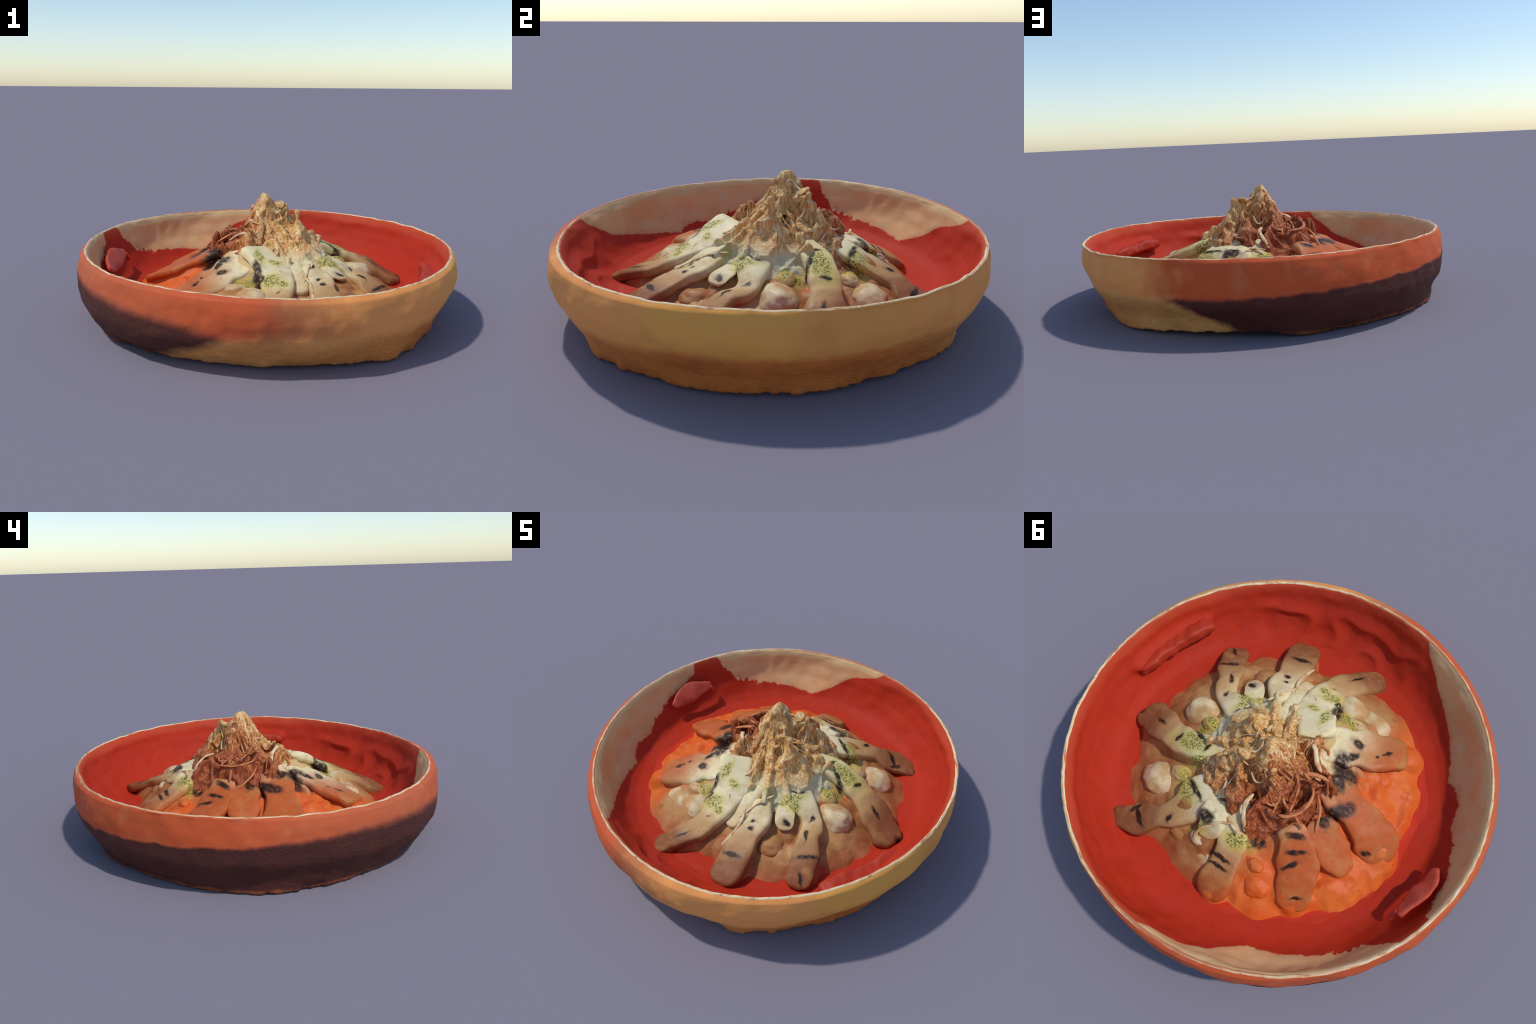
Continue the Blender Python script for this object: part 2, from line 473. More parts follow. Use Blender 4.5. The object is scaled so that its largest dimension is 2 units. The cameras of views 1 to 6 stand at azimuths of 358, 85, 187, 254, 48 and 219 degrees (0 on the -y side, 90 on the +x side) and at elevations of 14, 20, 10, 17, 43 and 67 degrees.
M_OUT, M_IN, M_RIM, M_SAUCE = mat_outer(), mat_inner(), mat_rim(), mat_sauce()
M_SLICE, M_RICE, M_CHUNK, M_ONION = mat_slice(), mat_rice(), mat_chunk(), mat_onion()
M_STRAND = mat_plain("onion_strand_skin", (0.80, 0.62, 0.36), (0.60, 0.30, 0.11), 22)
M_STRAND_DARK = mat_plain("onion_strand_brown", (0.62, 0.23, 0.085), (0.40, 0.105, 0.035), 22)
M_PEPPER = mat_plain("red_pepper_skin", (0.46, 0.040, 0.014), (0.40, 0.032, 0.014), 12, 0.5)
M_PEPPER_PALE = mat_plain("pale_pepper_skin", (0.60, 0.10, 0.06), (0.52, 0.06, 0.035), 12, 0.38)

# ------------------------------------------------------------------ bowl
bowl = bpy.data.objects.new("clay_bowl", None)
SC.objects.link(bowl)
bowl["label"] = "wide handmade terracotta bowl with pale rim and dark foot"
bowl["category"] = "bowl"

RIM_R = [0.961, 0.0107, 0.0098, 0.0052, -0.0008, -0.0037, 0.0035, -0.0018, 0.0004]
RIM_Z = [0.3694, -0.0005, 0.0078, 0.0025, -0.0001, 0.003, -0.0002, 0.0005, -0.0024]


def fourier(c, th):
    v = c[0]
    for k in range(1, 5):
        v += c[2 * k - 1] * cos(k * th) + c[2 * k] * sin(k * th)
    return v


# outer radii measured from the silhouettes: (azimuth, radius) at several heights
R33 = [(-166, .986), (-120, .981), (-90, .992), (-75, .998), (-20, .998), (24, .990), (65, .990), (90, .990), (117, .990), (135, .984), (173, .985)]
R25 = [(-166, 1.000), (-140, .998), (-120, .991), (-90, .994), (-75, 1.004), (-58, 1.004), (-20, 1.000), (24, .990), (50, .993), (65, .996), (90, .990), (117, .992), (135, .988), (173, .997)]
R16 = [(-166, .996), (-151, .998), (-138, .996), (-120, .985), (-90, .978), (-75, .984), (-58, .986), (-20, .960), (24, .962), (45, .971), (65, .968), (90, .973), (110, .980), (135, .982), (160, .986), (173, .988)]
R09 = [(-166, .948), (-151, .966), (-130, .953), (-115, .920), (-95, .895), (-75, .920), (-50, .946), (-20, .914), (0, .915), (24, .917), (45, .915), (60, .897),
       (80, .892), (95, .910), (110, .932), (130, .928), (150, .938), (173, .946)]
# irregular, chipped foot: radius and lift of its lower edge
FR = [(-168, .903), (-158, .895), (-149, .890), (-136, .858), (-125, .838), (-113, .825), (-100, .820), (-87, .822), (-75, .845), (-63, .885),
      (-56, .918), (-46, .905), (-35, .900), (-25, .905), (-15, .900), (0, .896), (15, .884), (24, .874), (33, .875), (41, .890), (51, .908), (59, .893),
      (74, .870), (84, .858), (97, .864), (106, .890), (117, .890), (126, .876), (137, .888), (146, .905), (157, .932), (166, .925), (177, .925)]
FZ = [(-168, .003), (-150, .006), (-136, .010), (-125, .010), (-113, .009), (-100, .009), (-76, .014), (-63, .013), (-56, .002), (-30, .004), (-15, .010),
      (0, .014), (24, .018), (33, .013), (41, .006), (51, .000), (64, .012), (74, .016), (84, .026), (97, .018), (109, .004), (130, .004), (150, .000), (177, .002)]
SEG = 540
profile_rows = []
def ring(fn):
    profile_rows.append([fn(2 * pi * j / SEG, 360.0 * j / SEG) for j in range(SEG)])


def outer_r(deg, z, rz):
    f = az_table(deg, FR)
    r9 = az_table(deg, R09)
    tab = [(0.0, f - 0.004), (0.035, f + 0.35 * (r9 - f)), (0.09, r9), (0.16, az_table(deg, R16)),
           (0.25, az_table(deg, R25)), (0.33, az_table(deg, R33)), (rz - 0.006, az_table(deg, R33) - 0.014)]
    # smooth the polyline
    return (lerp_table(z - 0.022, tab) + lerp_table(z + 0.022, tab) + 2 * lerp_table(z, tab)) / 4


def lump_out(x, y, z):
    return 0.010 * n3(x, y, z, 4.5, 3.1) + 0.006 * n3(x, y, z, 10, 8.2) + 0.0022 * n3(x, y, z, 26, 1.2)


def chip(deg, step, seed):
    """saw-like random profile round the foot: ramps that end in small breaks"""
    u = (deg % 360.0) / step
    k = math.floor(u)
    a = noise.cell(Vector((k + 0.5, seed * 7.3, 0.5)))
    b = noise.cell(Vector((k + 0.5, seed * 7.3 + 3.0, 0.5)))
    return abs(a) % 1.0 + ((abs(b) % 1.0) - abs(a) % 1.0) * (u - k)


def foot(deg, th):
    f = az_table(deg, FZ) + 0.004
    f += 0.006 * max(0, n3(cos(th), sin(th), 0, 14, 2.0)) + 0.008 * (chip(deg, 5.5, 1) - 0.5) + 0.006 * (chip(deg, 2.1, 2) - 0.5) + 0.004 * n3(cos(th), sin(th), 0, 80, 7.0)
    return max(0.0, f)


def foot_r(deg, th):
    return 0.008 * n3(cos(th), sin(th), 0, 9, 4.0) + 0.016 * (chip(deg, 7.0, 3) - 0.5) + 0.010 * (chip(deg, 2.4, 4) - 0.5)


def out_point(t):
    def f(th, deg):
        rz = fourier(RIM_Z, th)
        zf = foot(deg, th)
        top = rz - 0.010
        z = zf + (top - zf) * t
        r = outer_r(deg, z, rz)
        x, y = cos(th), sin(th)
        k = smooth(1.0, 0.85, t)
        r += lump_out(x * r, y * r, z) * (0.35 + 0.65 * k) + foot_r(deg, th) * smooth(0.14, 0.0, t)
        # shallow brushed grooves in the lower zone
        g = smooth(0.22, 0.15, z)
        r += 0.0020 * g * n3(th * 40 + z * 60, z * 14, 1.0, 1.0, 2.0)
        return Vector((x * r, y * r, z))
    return f


NOUT = 46
# underside centre -> foot
for q in (0.0, 0.45, 0.8, 0.93):
    def under(th, deg, q=q):
        zf = foot(deg, th)
        r = (outer_r(deg, zf, .37) + foot_r(deg, th)) * q
        return Vector((cos(th) * r, sin(th) * r, 0.012 + 0.010 * (1 - q)))
    ring(under)
for i in range(NOUT):
    ring(out_point(i / (NOUT - 1)))
row_rim0 = len(profile_rows) - 1


def rim_pt(dr, dz):
    def f(th, deg):
        x, y = cos(th), sin(th)
        base_r = fourier(RIM_R, th)
        w = 0.0030 * n3(x, y, 0, 9, 1.0) + 0.0022 * n3(x, y, 0, 24, 6.0)
        wz = 0.0035 * n3(x, y, 0, 11, 3.0) + 0.0028 * n3(x, y, 0, 26, 8.0)
        r = base_r + dr + w + 0.002 * n3(x * 1.0, y * 1.0, dr * 60, 14, 4)
        z = fourier(RIM_Z, th) + dz + wz
        return Vector((x * r, y * r, z))
    return f


for dr, dz in ((0.009, -0.004), (0.0055, 0.000), (0.001, 0.0035), (-0.004, 0.0028), (-0.0085, -0.001), (-0.0145, -0.009)):
    ring(rim_pt(dr, dz))
row_rim0 += 2
row_rim1 = len(profile_rows) - 2

THICK = [(-160, .008), (-120, .009), (-70, .002), (-20, .004), (40, .007), (90, .0), (130, -.003), (170, .003)]
WALL = [(.000, .000), (.10, -.010), (.25, -.022), (.45, -.050), (.62, -.088), (.76, -.125), (.88, -.175), (1.0, -.265)]


def in_point(t):
    def f(th, deg):
        rz = fourier(RIM_Z, th)
        top = rz - 0.009
        rt = fourier(RIM_R, th) - 0.0145
        # t runs down the wall; height falls fast first, then flattens into the floor
        z = top + (0.100 - top) * lerp_table(t, [(0, 0), (.25, .27), (.5, .57), (.7, .80), (.85, .94), (1.0, 1.0)])
        r = rt + lerp_table(t, WALL) - az_table(deg, THICK) * smooth(0.0, 0.15, t) * smooth(0.7, 0.3, t)
        x, y = cos(th), sin(th)
        k = smooth(0.0, 0.15, t) * smooth(1.0, 0.85, t)
        bump = 0.012 * n3(x * r, y * r, z, 5, 11) + 0.006 * n3(x * r, y * r, z, 13, 15)
        # lumpy dried sauce on the -y wall
        cl = smooth(-112, -98, ((deg + 180) % 360) - 180) * smooth(-38, -52, ((deg + 180) % 360) - 180)
        bump -= cl * 0.022 * max(0.0, 0.15 + ridged(x * r, y * r, z * 1.3, 6.5, 21)) * smooth(0.2, 0.45, t)
        dd = ((deg + 180) % 360) - 180
        led = smooth(-31, -26, dd) * smooth(4, 0, dd)
        bump -= led * 0.040 * exp(-((z - 0.250) / 0.026) ** 2)
        r += bump * k
        return Vector((x * r, y * r, z))
    return f


NIN = 40
for i in range(1, NIN):
    ring(in_point(i / (NIN - 1)))
# floor under the sauce
for q in (0.6, 0.3, 0.0):
    def fl(th, deg, q=q):
        r = (fourier(RIM_R, th) - 0.28) * q
        return Vector((cos(th) * r, sin(th) * r, 0.075))
    ring(fl)

ALLV = [v for row in profile_rows for v in row]
whole = bpy.data.meshes.new("bowl_whole")
whole.from_pydata([tuple(v) for v in ALLV], [], grid_faces(len(profile_rows), SEG))
whole.update()
WN = [Vector(n.vector) for n in whole.vertex_normals]


def bowl_part(name, r0, r1, mat):
    vs = ALLV[r0 * SEG:(r1 + 1) * SEG]
    ob = make(name, vs, grid_faces(r1 - r0 + 1, SEG), mat, bowl)
    ob.data.normals_split_custom_set_from_vertices([tuple(n) for n in WN[r0 * SEG:(r1 + 1) * SEG]])
    return ob


bowl_part("outer_wall", 0, row_rim0, M_OUT)
bowl_part("rim", row_rim0, row_rim1, M_RIM)
bowl_part("inner_wall", row_rim1, len(profile_rows) - 1, M_IN)
bpy.data.meshes.remove(whole)

# ------------------------------------------------------------------ food
dish = bpy.data.objects.new("mushroom_rice_dish", None)
dish.location = (0, 0, 0)
SC.objects.link(dish)
dish["label"] = "rice mound with grilled mushroom slices, fried onion and red sauce"
dish["category"] = "food"

# sauce pool
rows = []
NR = 44
for i in range(NR):
    rr = 0.80 * i / (NR - 1)
    rows.append([])
    for j in range(240):
        th = 2 * pi * j / 240
        x, y = rr * cos(th), rr * sin(th)
        z = 0.104 + 0.006 * n3(x, y, 0, 5, 2.2) + 0.003 * n3(x, y, 0, 14, 6.1) - 0.02 * smooth(0.72, 0.80, rr)
        rows[-1].append(Vector((x, y, z)))
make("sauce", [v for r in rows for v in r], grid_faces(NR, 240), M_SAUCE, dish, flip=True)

# rice mound
EDGE = [(-2, .672), (-9, .70), (-38, .66), (-46, .60), (-74, .618), (-106, .617), (-117, .655), (-126, .635), (-147, .64), (-155, .668),
        (-163, .655), (-174, .64), (176, .675), (162, .697), (148, .695), (137, .667), (123, .648), (110, .646), (85, .628), (74, .642),
        (62, .678), (44, .70), (39, .683), (21, .72)]
H_RICE = [(0, .36), (.2, .33), (.3, .284), (.4, .243), (.5, .200), (.58, .168), (.63, .142), (.655, .118), (.675, .090), (.72, .07)]


def rice_h(x, y):
    r = hypot(x, y)
    th = atan2(y, x)
    e = az_table(math.degrees(th), EDGE) + 0.022 * n3(cos(th), sin(th), 0, 7, 3.0) + 0.012 * n3(cos(th), sin(th), 0, 17, 4.0) - 0.008
    rs = r if r < 0.35 else 0.35 + (r - 0.35) * (0.655 - 0.35) / (e - 0.35)
    h = lerp_table(rs, H_RICE)
    lump = 0.0
    v = noise.voronoi(Vector((x * 11, y * 11, 0.3)))[0]
    lump += 0.022 * (0.55 - v[0])
    lump += 0.014 * n3(x, y, 0, 9, 5.5) + 0.007 * n3(x, y, 0, 22, 1.5)
    side = smooth(0.15, 0.50, -0.98 * x + 0.10 * y)
    return h - 0.018 * side * smooth(.64, .5, rs) + (1 + 0.5 * side) * lump * smooth(0.70, 0.60, rs) * smooth(0.05, 0.25, r)


SPINES = []


def slab(name, spine, widths, thick, mat, seed=0.0, roll=None, n=56, m=28, round0=0.2, round1=0.42, rough=1.0):
    """a soft flat strip: spine runs along its upper face; rounded-rectangle cross-section"""
    P = catmull(spine, n)
    SPINES.append((name, spine, widths, thick))
    W = catmull([(w, 0, 0) for w in widths], n)
    R = catmull([(q, 0, 0) for q in (roll or [0] * len(spine))], n)
    L = [0.0]
    for a, b in zip(P, P[1:]):
        L.append(L[-1] + (b - a).length)
    tot = L[-1]
    vs = []
    for i, p in enumerate(P):
        t = (P[min(i + 1, n - 1)] - P[max(i - 1, 0)]).normalized()
        lat = t.cross(Vector((0, 0, 1))).normalized()
        up = lat.cross(t).normalized()
        a = R[i].x
        lat, up = lat * cos(a) + up * sin(a), up * cos(a) - lat * sin(a)
        w = W[i].x * 0.56 * (1 + 0.26 * n3(p.x, p.y, p.z, 11, seed + 8))
        d0, d1 = L[i], tot - L[i]
        k0, k1 = w * round0 * 2, w * round1 * 2
        k = 1.0
        if d0 < k0:
            k *= sqrt(max(0.0, 1 - (1 - d0 / k0) ** 2))
        if d1 < k1:
            k *= sqrt(max(0.0, 1 - (1 - d1 / k1) ** 2))
        kt = 1.0
        e = min(d0, d1)
        if e < thick * 0.5:
            q = 1 - e / (thick * 0.5)
            kt = sqrt(max(0.0, 1 - q * q))
        k = max(k, 0.02)
        for j in range(m):
            ph = 2 * pi * j / m
            c, s = cos(ph), sin(ph)
            ex = 0.44
            cx = math.copysign(abs(c) ** ex, c)
            sy = math.copysign(abs(s) ** 0.6, s)
            v = p + lat * (cx * w * k) + up * ((sy * 0.5 * kt - 0.5) * thick)
            nz = 0.010 * n3(v.x, v.y, v.z, 9, seed) + 0.005 * n3(v.x, v.y, v.z, 24, seed + 3)
            v += (up * s + lat * c * 0.8) * nz * rough
            vs.append(v)
    F = grid_faces(n, m)
    F.append(tuple(range(m - 1, -1, -1)))
    F.append(tuple((n - 1) * m + j for j in range(m)))
    return make(name, vs, F, mat, dish, flip=True)


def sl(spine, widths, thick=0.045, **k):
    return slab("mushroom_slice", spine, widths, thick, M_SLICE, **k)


# each slice from its inner end to its outer tip
sl([(.215, -.07, .352), (.300, -.093, .322), (.442, -.134, .255), (.500, -.226, .238), (.560, -.320, .194), (.625, -.440, .140)],
   [.10, .12, .10, .10, .13, .13], seed=1)
sl([(.20, -.24, .315), (.255, -.335, .278), (.262, -.410, .248), (.292, -.541, .195), (.330, -.685, .128)], [.07, .11, .13, .155, .15], .05, seed=2)
sl([(-.075, -.165, .400), (.015, -.292, .338), (.040, -.417, .275), (.030, -.53, .218), (-.030, -.640, .172), (-.110, -.755, .116)],
   [.15, .16, .15, .12, .12, .10], .055, seed=3, roll=[0.10, 0.10, 0, 0, 0, 0], round0=.12)
sl([(.20, .12, .372), (.298, .168, .345), (.461, .188, .284), (.600, .165, .220), (.700, .140, .165), (.785, .120, .118)],
   [.10, .12, .13, .15, .16, .13], .05, seed=4)
sl([(.12, .24, .355), (.19, .345, .318), (.235, .445, .262), (.300, .520, .218), (.396, .585, .168), (.535, .650, .122)],
   [.13, .17, .14, .11, .12, .10], .05, seed=5)
sl([(-.23, .232, .335), (-.318, .299, .270), (-.361, .362, .230), (-.396, .430, .196), (-.445, .505, .137)], [.11, .14, .15, .15, .12], .04, seed=6)
sl([(-.24, -.03, .352), (-.378, -.014, .300), (-.490, .002, .252), (-.565, .033, .218), (-.645, .092, .152)], [.12, .15, .16, .17, .16], .045, seed=7)
sl([(-.30, .130, .318), (-.376, .172, .288), (-.460, .200, .240), (-.545, .215, .180)], [.10, .13, .14, .10], .04, seed=8)
sl([(-.09, -.14, .350), (-.195, -.246, .302), (-.328, -.345, .245), (-.395, -.395, .220), (-.447, -.428, .198)], [.16, .18, .17, .15, .13], .05, seed=9, roll=[0.1, .1, .15, .15, .1], round1=.2)
sl([(.01, .27, .362), (-.025, .365, .318), (-.062, .459, .268), (-.078, .545, .220), (-.084, .625, .178), (-.086, .695, .122)], [.08, .09, .11, .125, .14, .13], .05, seed=10)
sl([(.10, .33, .338), (.07, .41, .312), (.06, .50, .262)], [.09, .12, .08], .03, seed=11)
sl([(.285, -.16, .300), (.350, -.235, .270), (.40, -.27, .245)], [.06, .09, .07], .02, seed=12)
sl([(.05, -.10, .36), (.11, -.235, .318), (.145, -.345, .275), (.15, -.45, .222)], [.10, .10, .09, .06], .04, seed=13)
sl([(-.15, -.08, .35), (-.22, -.12, .305), (-.30, -.15, .252), (-.37, -.17, .205)], [.12, .13, .12, .08], .03, seed=14)


def blob(name, c, rad, mat, seed=0.0, amp=0.18, freq=2.2, parent=None):
    bm = bmesh.new()
    bmesh.ops.create_icosphere(bm, subdivisions=4, radius=1.0)
    for v in bm.verts:
        d = v.co.normalized()
        k = 1 + amp * (fbm(d.x, d.y, d.z, freq, 3, seed)) + amp * 0.5 * (0.5 - noise.voronoi(Vector((d.x * 1.6 + seed, d.y * 1.6, d.z * 1.6)))[0][0])
        v.co = Vector((c[0] + d.x * rad[0] * k, c[1] + d.y * rad[1] * k, c[2] + d.z * rad[2] * k))
    me = bpy.data.meshes.new(name)
    bm.to_mesh(me)
    bm.free()
    me.polygons.foreach_set("use_smooth", [True] * len(me.polygons))
    me.materials.append(mat)
    ob = bpy.data.objects.new(name, me)
    SC.objects.link(ob)
    ob.parent = parent or dish
    return ob


# the rice, packed up against the underside of every slice and chunk
CHUNKS = [((.475, -.010, .195), (.115, .085, .075)), ((.385, .035, .250), (.060, .045, .040)),
          ((-.085, -.455, .205), (.085, .070, .052)), ((-.21, -.455, .175), (.10, .07, .045)), ((-.16, -.385, .230), (.07, .03, .03)),
          ((.435, .375, .170), (.095, .085, .065)), ((.35, .31, .228), (.06, .04, .035)), ((.090, .500, .222), (.045, .035, .035)),
          ((.02, .545, .17), (.05, .04, .03))]
LUMPS = [((-.32, -.24, .222), (.04, .035, .03)), ((-.40, -.24, .185), (.06, .05, .03)),
         ((.36, -.34, .175), (.07, .08, .045)), ((.20, .52, .155), (.07, .05, .045)), ((-.19, .445, .212), (.045, .03, .028)),
         ((-.24, .50, .16), (.07, .06, .04)), ((-.53, .30, .130), (.06, .06, .035))]
NR, NC = 130, 380
G = [(0.76 * (i / (NR - 1)) ** 0.9, 2 * pi * j / NC) for i in range(NR) for j in range(NC)]
RX = np.array([r * cos(t) for r, t in G])
RY = np.array([r * sin(t) for r, t in G])
RZ = np.array([rice_h(x, y) for x, y in zip(RX, RY)])


def softmax(a, b, k=0.018):
    h = np.clip(0.5 + 0.5 * (b - a) / k, 0, 1)
    return a + (b - a) * h + k * h * (1 - h)


WOB = np.array([n3(x, y, 0, 13, 2.7) for x, y in zip(RX, RY)])
for name, sp, wd, th in SPINES:
    P = catmull(sp, 70)
    W = catmull([(w, 0, 0) for w in wd], 70)
    best = np.full(len(RX), -1.0)
    for p, w in zip(P, W):
        if p.z < 0.18:
            continue
        d = np.maximum(0, np.hypot(RX - p.x, RY - p.y) - w.x * 0.42)
        best = np.maximum(best, p.z - 0.040 + 0.010 * WOB - 1.9 * d)
    RZ = softmax(RZ, best)
for c, rad in CHUNKS + LUMPS:
    d = np.sqrt(((RX - c[0]) / rad[0]) ** 2 + ((RY - c[1]) / rad[1]) ** 2)
    RZ = softmax(RZ, c[2] + rad[2] * (0.75 - 0.95 * d) + 0.010 * WOB)
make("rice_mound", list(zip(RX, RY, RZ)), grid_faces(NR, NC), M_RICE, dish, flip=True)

for i, (c, rad) in enumerate(CHUNKS + LUMPS):
    n = len(CHUNKS)
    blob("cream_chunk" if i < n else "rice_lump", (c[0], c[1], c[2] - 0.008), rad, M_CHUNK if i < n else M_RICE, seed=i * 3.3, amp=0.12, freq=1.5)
# ------------------------------------------------------------------ fried onion pile
# crests of the crumpled onion skins: (x, y, z) points joined by sharp folds; between them the skin sags like a tent
CRESTS = [
    (.022, [(-.012, .040, .575), (-.008, .080, .606), (.030, .100, .575), (.075, .135, .545), (.104, .162, .547), (.140, .195, .490), (.160, .208, .482), (.185, .240, .375)]),
    (.020, [(-.008, .080, .606), (.045, .060, .540), (.105, .020, .495), (.150, -.008, .510), (.166, -.014, .542), (.178, -.020, .470), (.205, -.045, .395), (.30, -.09, .325)]),
    (.020, [(-.008, .080, .606), (-.040, .115, .545), (-.069, .144, .542), (-.088, .170, .480), (-.075, .235, .415), (-.060, .300, .385), (-.084, .371, .325)]),
    (.020, [(-.012, .050, .585), (-.030, .010, .530), (-.035, -.045, .465), (-.070, -.090, .440), (-.096, -.113, .452), (-.100, -.150, .400), (-.08, -.19, .36)]),
    (.016, [(-.05, .100, .510), (-.110, .075, .455), (-.165, .060, .425), (-.212, .055, .432), (-.240, .030, .405), (-.268, .008, .422), (-.310, .0, .345)]),
    (.020, [(.03, .080, .540), (.110, .075, .480), (.180, .085, .430), (.235, .105, .402), (.270, .118, .405), (.345, .150, .330)]),
    (.028, [(.000, .020, .520), (.055, -.030, .478), (.110, -.090, .425), (.165, -.160, .375), (.210, -.230, .340), (.250, -.340, .282)]),
    (.026, [(.020, .030, .520), (.090, .000, .470), (.160, -.060, .410), (.230, -.110, .362), (.300, -.150, .325)]),
    (.026, [(-.02, .020, .520), (.010, -.040, .465), (.030, -.100, .420), (.060, -.170, .380), (.110, -.240, .345)]),
    (.022, [(-.02, .010, .490), (.005, -.060, .435), (.040, -.130, .392), (.080, -.200, .350), (.110, -.280, .310)]),
    (.015, [(-.110, .240, .395), (-.167, .245, .390), (-.210, .200, .392), (-.238, .120, .402), (-.246, .020, .404), (-.235, -.040, .375)]),
    (.016, [(.104, .162, .547), (.075, .200, .470), (.045, .245, .448), (.040, .285, .425), (.020, .320, .380)]),
    (.018, [(.160, .208, .482), (.190, .195, .430), (.225, .175, .395), (.260, .200, .355)]),
    (.016, [(-.096, -.113, .440), (-.140, -.070, .410), (-.185, -.050, .385), (-.24, -.06, .350)]),
]
SAG = [(0, .470), (.06, .425), (.11, .372), (.16, .338), (.21, .312), (.26, .288), (.31, .258), (.36, .220), (.40, .170)]
NR, NC = 150, 420
G = [(0.40 * (i / (NR - 1)) ** 1.05, 2 * pi * j / NC) for i in range(NR) for j in range(NC)]
OX = np.array([r * cos(t) for r, t in G])
OY = np.array([0.06 + r * sin(t) for r, t in G])
W1 = np.array([n3(x, y, 0, 11, 3.3) for x, y in zip(OX, OY)])
W2 = np.array([n3(x, y, 0, 11, 8.3) for x, y in zip(OX, OY)])
W3 = np.array([ridged(x, y, 0, 22, 5.1) for x, y in zip(OX, OY)])
QX, QY = OX + 0.012 * W1, OY + 0.012 * W2
ODIR = np.cos(np.arctan2(OY - 0.06, OX) - radians(132))
OZ = np.interp(np.hypot(OX, OY - 0.06) * (1 + 0.20 * ODIR), [a for a, _ in SAG], [b for _, b in SAG]) + 0.014 * W1 + 0.006 * W3
for ci, (sh, pts) in enumerate(CRESTS):
    best = np.full(len(OX), -1.0)
    for p in catmull(pts, 12 * len(pts)):
        q = np.hypot(QX - p.x, QY - p.y)
        rad = 0.007
        q = np.sqrt(q * q + rad * rad) - rad
        best = np.maximum(best, p.z - 0.175 * (1 - np.exp(-q / (sh * 2.1))) - 0.9 * np.maximum(0, q - 0.08))
    # skins overlap: a thin lip where one fold passes over another
    OZ = softmax(OZ, best, 0.010)
KNOB = [(0, .628), (.013, .626), (.023, .616), (.033, .594), (.048, .560), (.07, .515), (.10, .45), (.14, .30), (.22, -.2)]
OZ = softmax(OZ, np.interp(np.hypot((QX + .008) * 1.05, (QY - .078) * 0.85), [a for a, _ in KNOB], [b for _, b in KNOB]), 0.006)
for (hx, hy, hr, hd) in ((-.015, .205, .050, .070), (.105, .085, .032, .025), (-.165, .135, .050, .040), (-.015, -.020, .025, .015), (.10, .215, .030, .025), (-.16, .00, .035, .018)):
    q = np.hypot(OX - hx, OY - hy) / hr
    OZ = OZ - hd * np.exp(-1.6 * q * q)
me = bpy.data.meshes.new("onion_pile")
me.from_pydata(list(zip(OX, OY, OZ)), [], [f[::-1] for f in grid_faces(NR, NC)])
me.update()
for _ in range(1):
    nor = [Vector(n.vector) for n in me.vertex_normals]
    new = []
    for v, n in zip(me.vertices, nor):
        c = v.co
        k = smooth(0.62, 0.56, c.z) * 0.75 + 0.25
        wq = Vector((c.x + 0.02 * n3(c.x, c.y, c.z, 14, 1.0), c.y + 0.02 * n3(c.x, c.y, c.z, 14, 2.0), c.z * 0.75))
        v1 = noise.voronoi(wq * 9.5)[0]
        v2 = noise.voronoi(wq * 27.0 + Vector((3.1, 0, 0)))[0]
        d = 0.013 - 0.042 * min(1.0, (v1[1] - v1[0]) * 1.15) ** 0.8 + 0.002 - 0.005 * min(1.0, (v2[1] - v2[0]) * 1.6)
        d += 0.003 * n3(c.x, c.y, c.z, 22.0, 4.0)
        k *= smooth(0.40, 0.30, hypot(c.x, c.y - 0.06))
        new.append(c + n * d * k)
    for v, c in zip(me.vertices, new):
        v.co = c
    me.update()
me.polygons.foreach_set("use_smooth", [True] * len(me.polygons))
me.materials.clear()
me.materials.append(M_ONION)
onion = bpy.data.objects.new("onion_pile", me)
SC.objects.link(onion)
onion.parent = dish


def tube(name, pts, r, mat, flat=0.55, n=36, m=10, seed=0.0, parent=None, taper=True):
    P = catmull(pts, n)
    vs = []
    for i, p in enumerate(P):
        t = (P[min(i + 1, n - 1)] - P[max(i - 1, 0)]).normalized()
        lat = t.cross(Vector((0.05, 0.02, 1))).normalized()
        up = lat.cross(t).normalized()
        u = i / (n - 1)
        k = (min(1.0, sqrt(max(0.0, 1 - (1 - min(u, 1 - u) * 7) ** 2))) if min(u, 1 - u) < 1 / 7 else 1.0) if taper else 1.0
        k = max(k, 0.05) * (1 + 0.35 * n3(p.x, p.y, p.z, 18, seed))
        for j in range(m):
            a = 2 * pi * j / m
            vs.append(p + lat * cos(a) * r * k + up * sin(a) * r * k * flat)
    F = grid_faces(n, m)
    F.append(tuple(range(m - 1, -1, -1)))
    F.append(tuple((n - 1) * m + j for j in range(m)))
    return make(name, vs, F, mat, parent or dish, flip=True)


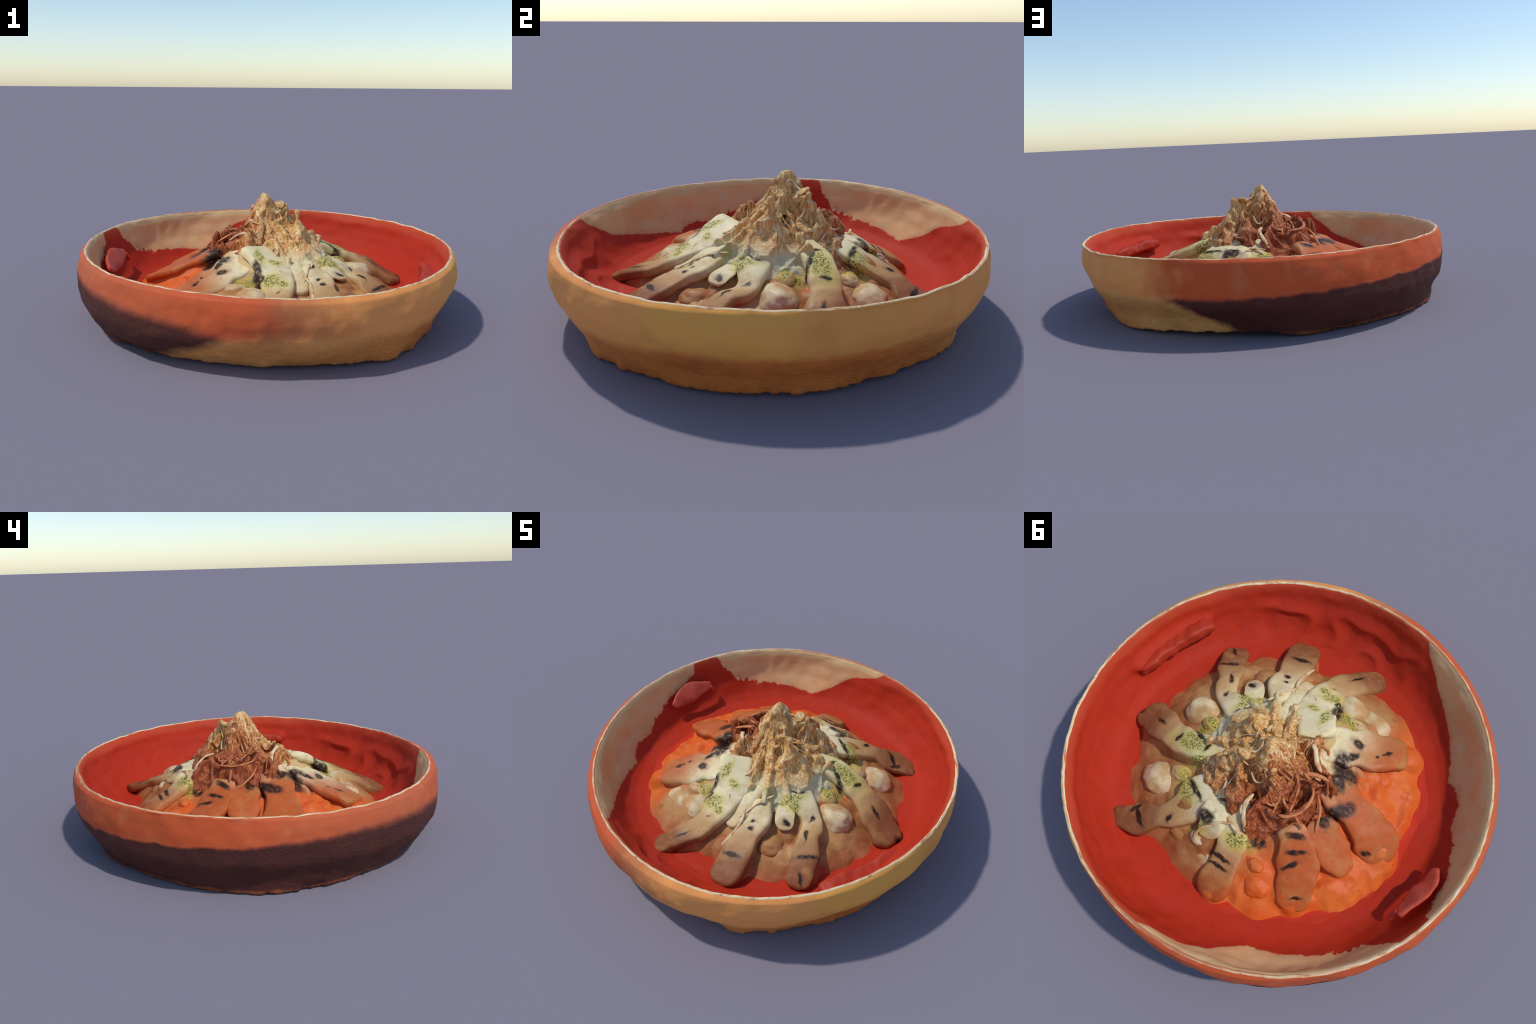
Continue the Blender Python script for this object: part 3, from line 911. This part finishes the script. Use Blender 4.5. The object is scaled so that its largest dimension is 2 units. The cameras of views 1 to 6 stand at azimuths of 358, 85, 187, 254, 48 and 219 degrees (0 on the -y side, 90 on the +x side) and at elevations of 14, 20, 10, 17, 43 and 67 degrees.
STR = [  # (points, radius, dark?)
    ([(-.030, .235, .415), (-.025, .290, .400), (-.050, .335, .368), (-.072, .358, .340), (-.084, .374, .322)], .013, 0),
    ([(-.167, .243, .390), (-.205, .225, .392), (-.240, .170, .395), (-.240, .090, .410), (-.200, .050, .430), (-.15, .035, .440)], .010, 1),
    ([(-.20, .215, .388), (-.19, .16, .405), (-.17, .10, .425), (-.13, .06, .445)], .007, 1),
    ([(-.010, .385, .325), (.030, .405, .318), (.060, .435, .300), (.095, .470, .275), (.104, .518, .247)], .008, 0),
    ([(-.070, .400, .320), (-.02, .385, .322), (.02, .365, .322)], .009, 0),
    ([(.235, -.200, .325), (.205, -.275, .310), (.185, -.340, .280), (.165, -.390, .255)], .008, 0),
    ([(.04, -.115, .400), (.055, -.170, .375), (.040, -.215, .352), (.015, -.235, .345)], .007, 0),
    ([(-.03, -.03, .475), (-.075, .00, .485), (-.085, .05, .500), (-.050, .06, .525)], .006, 0),
    ([(.02, -.05, .450), (.045, -.09, .420), (.05, -.13, .390), (.03, -.165, .372)], .006, 0),
    ([(-.10, -.10, .440), (-.13, -.08, .437), (-.165, -.045, .415), (-.20, -.03, .385)], .014, 0),
    ([(.17, .235, .40), (.20, .225, .385), (.235, .195, .362), (.245, .16, .350)], .007, 0),
    ([(.12, .03, .47), (.17, .05, .44), (.20, .08, .41), (.235, .12, .395)], .006, 0),
    ([(-.15, .03, .42), (-.20, .00, .41), (-.245, -.01, .385), (-.28, .03, .345)], .013, 1),
    ([(-.12, .16, .41), (-.17, .19, .395), (-.23, .20, .37), (-.28, .22, .335)], .009, 1),
    ([(-.05, -.08, .41), (-.10, -.13, .385), (-.15, -.15, .355), (-.17, -.13, .34)], .008, 1),
    ([(-.24, .06, .39), (-.29, .10, .355), (-.31, .14, .33), (-.33, .19, .30)], .008, 1),
    ([(.05, -.34, .31), (.075, -.365, .292), (.10, -.385, .272)], .005, 0),
    ([(.16, -.33, .285), (.20, -.40, .258), (.205, -.47, .225), (.20, -.54, .19)], .010, 0),
    ([(.10, -.02, .43), (.14, -.06, .40), (.16, -.11, .37), (.17, -.16, .345)], .007, 0),
    ([(.13, .07, .45), (.18, .04, .41), (.22, .01, .375), (.25, -.03, .35)], .007, 0),
    ([(.02, .30, .385), (.055, .31, .375), (.095, .29, .372), (.11, .25, .385)], .010, 0),
]
for i, (p, r, dk) in enumerate(STR):
    tube("onion_strand", p, r * 0.75, M_STRAND_DARK if dk else M_STRAND, seed=i * 1.9)



def pile_z(x, y):
    """height of the onion pile or the rice below a point"""
    rr = hypot(x, y - 0.06)
    i = min(NR - 1, int(round((rr / 0.40) ** (1 / 1.05) * (NR - 1))))
    j = int(round((atan2(y - 0.06, x) % (2 * pi)) / (2 * pi) * NC)) % NC
    return float(OZ[i * NC + j])


rng = random.Random(21)
# fine fried shreds draped over the pile
for k in range(34):
    side = k % 3
    a = rng.uniform(radians(95), radians(235)) if side else rng.uniform(0, 2 * pi)
    r0 = rng.uniform(0.05, 0.22)
    x, y = r0 * cos(a), 0.06 + r0 * sin(a)
    h = a + rng.uniform(-1.3, 1.3)
    bend = rng.uniform(-0.7, 0.7)
    pts = []
    for q in range(6):
        lift = 0.004 + 0.012 * rng.random() * (1 if q in (0, 5) else 0.4)
        pts.append((x, y, pile_z(x, y) + lift))
        h += bend + rng.uniform(-0.2, 0.2)
        x += 0.026 * cos(h)
        y += 0.026 * sin(h)
    dark = (-0.86 * x + 0.4 * y) > 0.06 + rng.uniform(-.06, .06)
    tube("onion_strand", pts, rng.uniform(0.0032, 0.0062), M_STRAND_DARK if dark else M_STRAND, seed=k * 0.7, n=26, m=7, flat=0.7)

# crinkled onion skins standing out of the pile: foot, heading, length, width, lift of the free edge
FLAKES = [(.05, .00, -55, .07, .05, .020), (.08, .06, 10, .08, .05, .020), (-.05, .06, 200, .08, .05, .030), (-.09, .13, 140, .07, .05, .022), (-.12, .05, 180, .08, .05, .020),
          (-.04, .17, 110, .07, .04, .018), (.05, .19, 75, .06, .05, .015), (-.05, -.03, -120, .07, .05, .020), (.06, .13, 35, .05, .05, .018)]
for k, (x, y, hd, ln, wd, lift) in enumerate(FLAKES):
    hh = radians(hd)
    pts, roll = [], []
    for q in range(5):
        t = q / 4
        px, py = x + ln * t * cos(hh), y + ln * t * sin(hh)
        pts.append((px, py, pile_z(px, py) + 0.006 + lift * t ** 1.6))
        roll.append(0.5 * sin(k * 2.1) * (0.3 + t))
    slab("onion_flake", pts, [wd * 0.7, wd, wd * 0.95, wd * 0.8, wd * 0.45], 0.009, M_ONION, seed=50 + k, roll=roll, n=30, m=26, rough=1.7, round1=0.5)

# curled brown mushroom cap lying against the onion on the +y side
blob("mushroom_cap", (.042, .278, .385), (.050, .046, .045), M_ONION, seed=41, amp=0.12)

# ------------------------------------------------------------------ red pepper strips stuck to the wall
slab("pepper_strip", [(.882, .022, .258), (.882, -.060, .262), (.864, -.150, .266), (.842, -.240, .270), (.806, -.335, .272), (.758, -.430, .266)],
     [.05, .085, .07, .085, .07, .045], .06, M_PEPPER, seed=31, roll=[.25] * 6, rough=2.0)
slab("pepper_strip", [(-.835, -.030, .222), (-.838, .050, .240), (-.830, .120, .262), (-.818, .190, .262), (-.808, .262, .255)],
     [.03, .085, .11, .07, .025], .022, M_PEPPER_PALE, seed=33, roll=[-.9] * 5, rough=1.2)
tube("pepper_strip", [(-.812, .245, .250), (-.800, .262, .225), (-.795, .285, .195)], .014, M_PEPPER_PALE, flat=.8, seed=3)
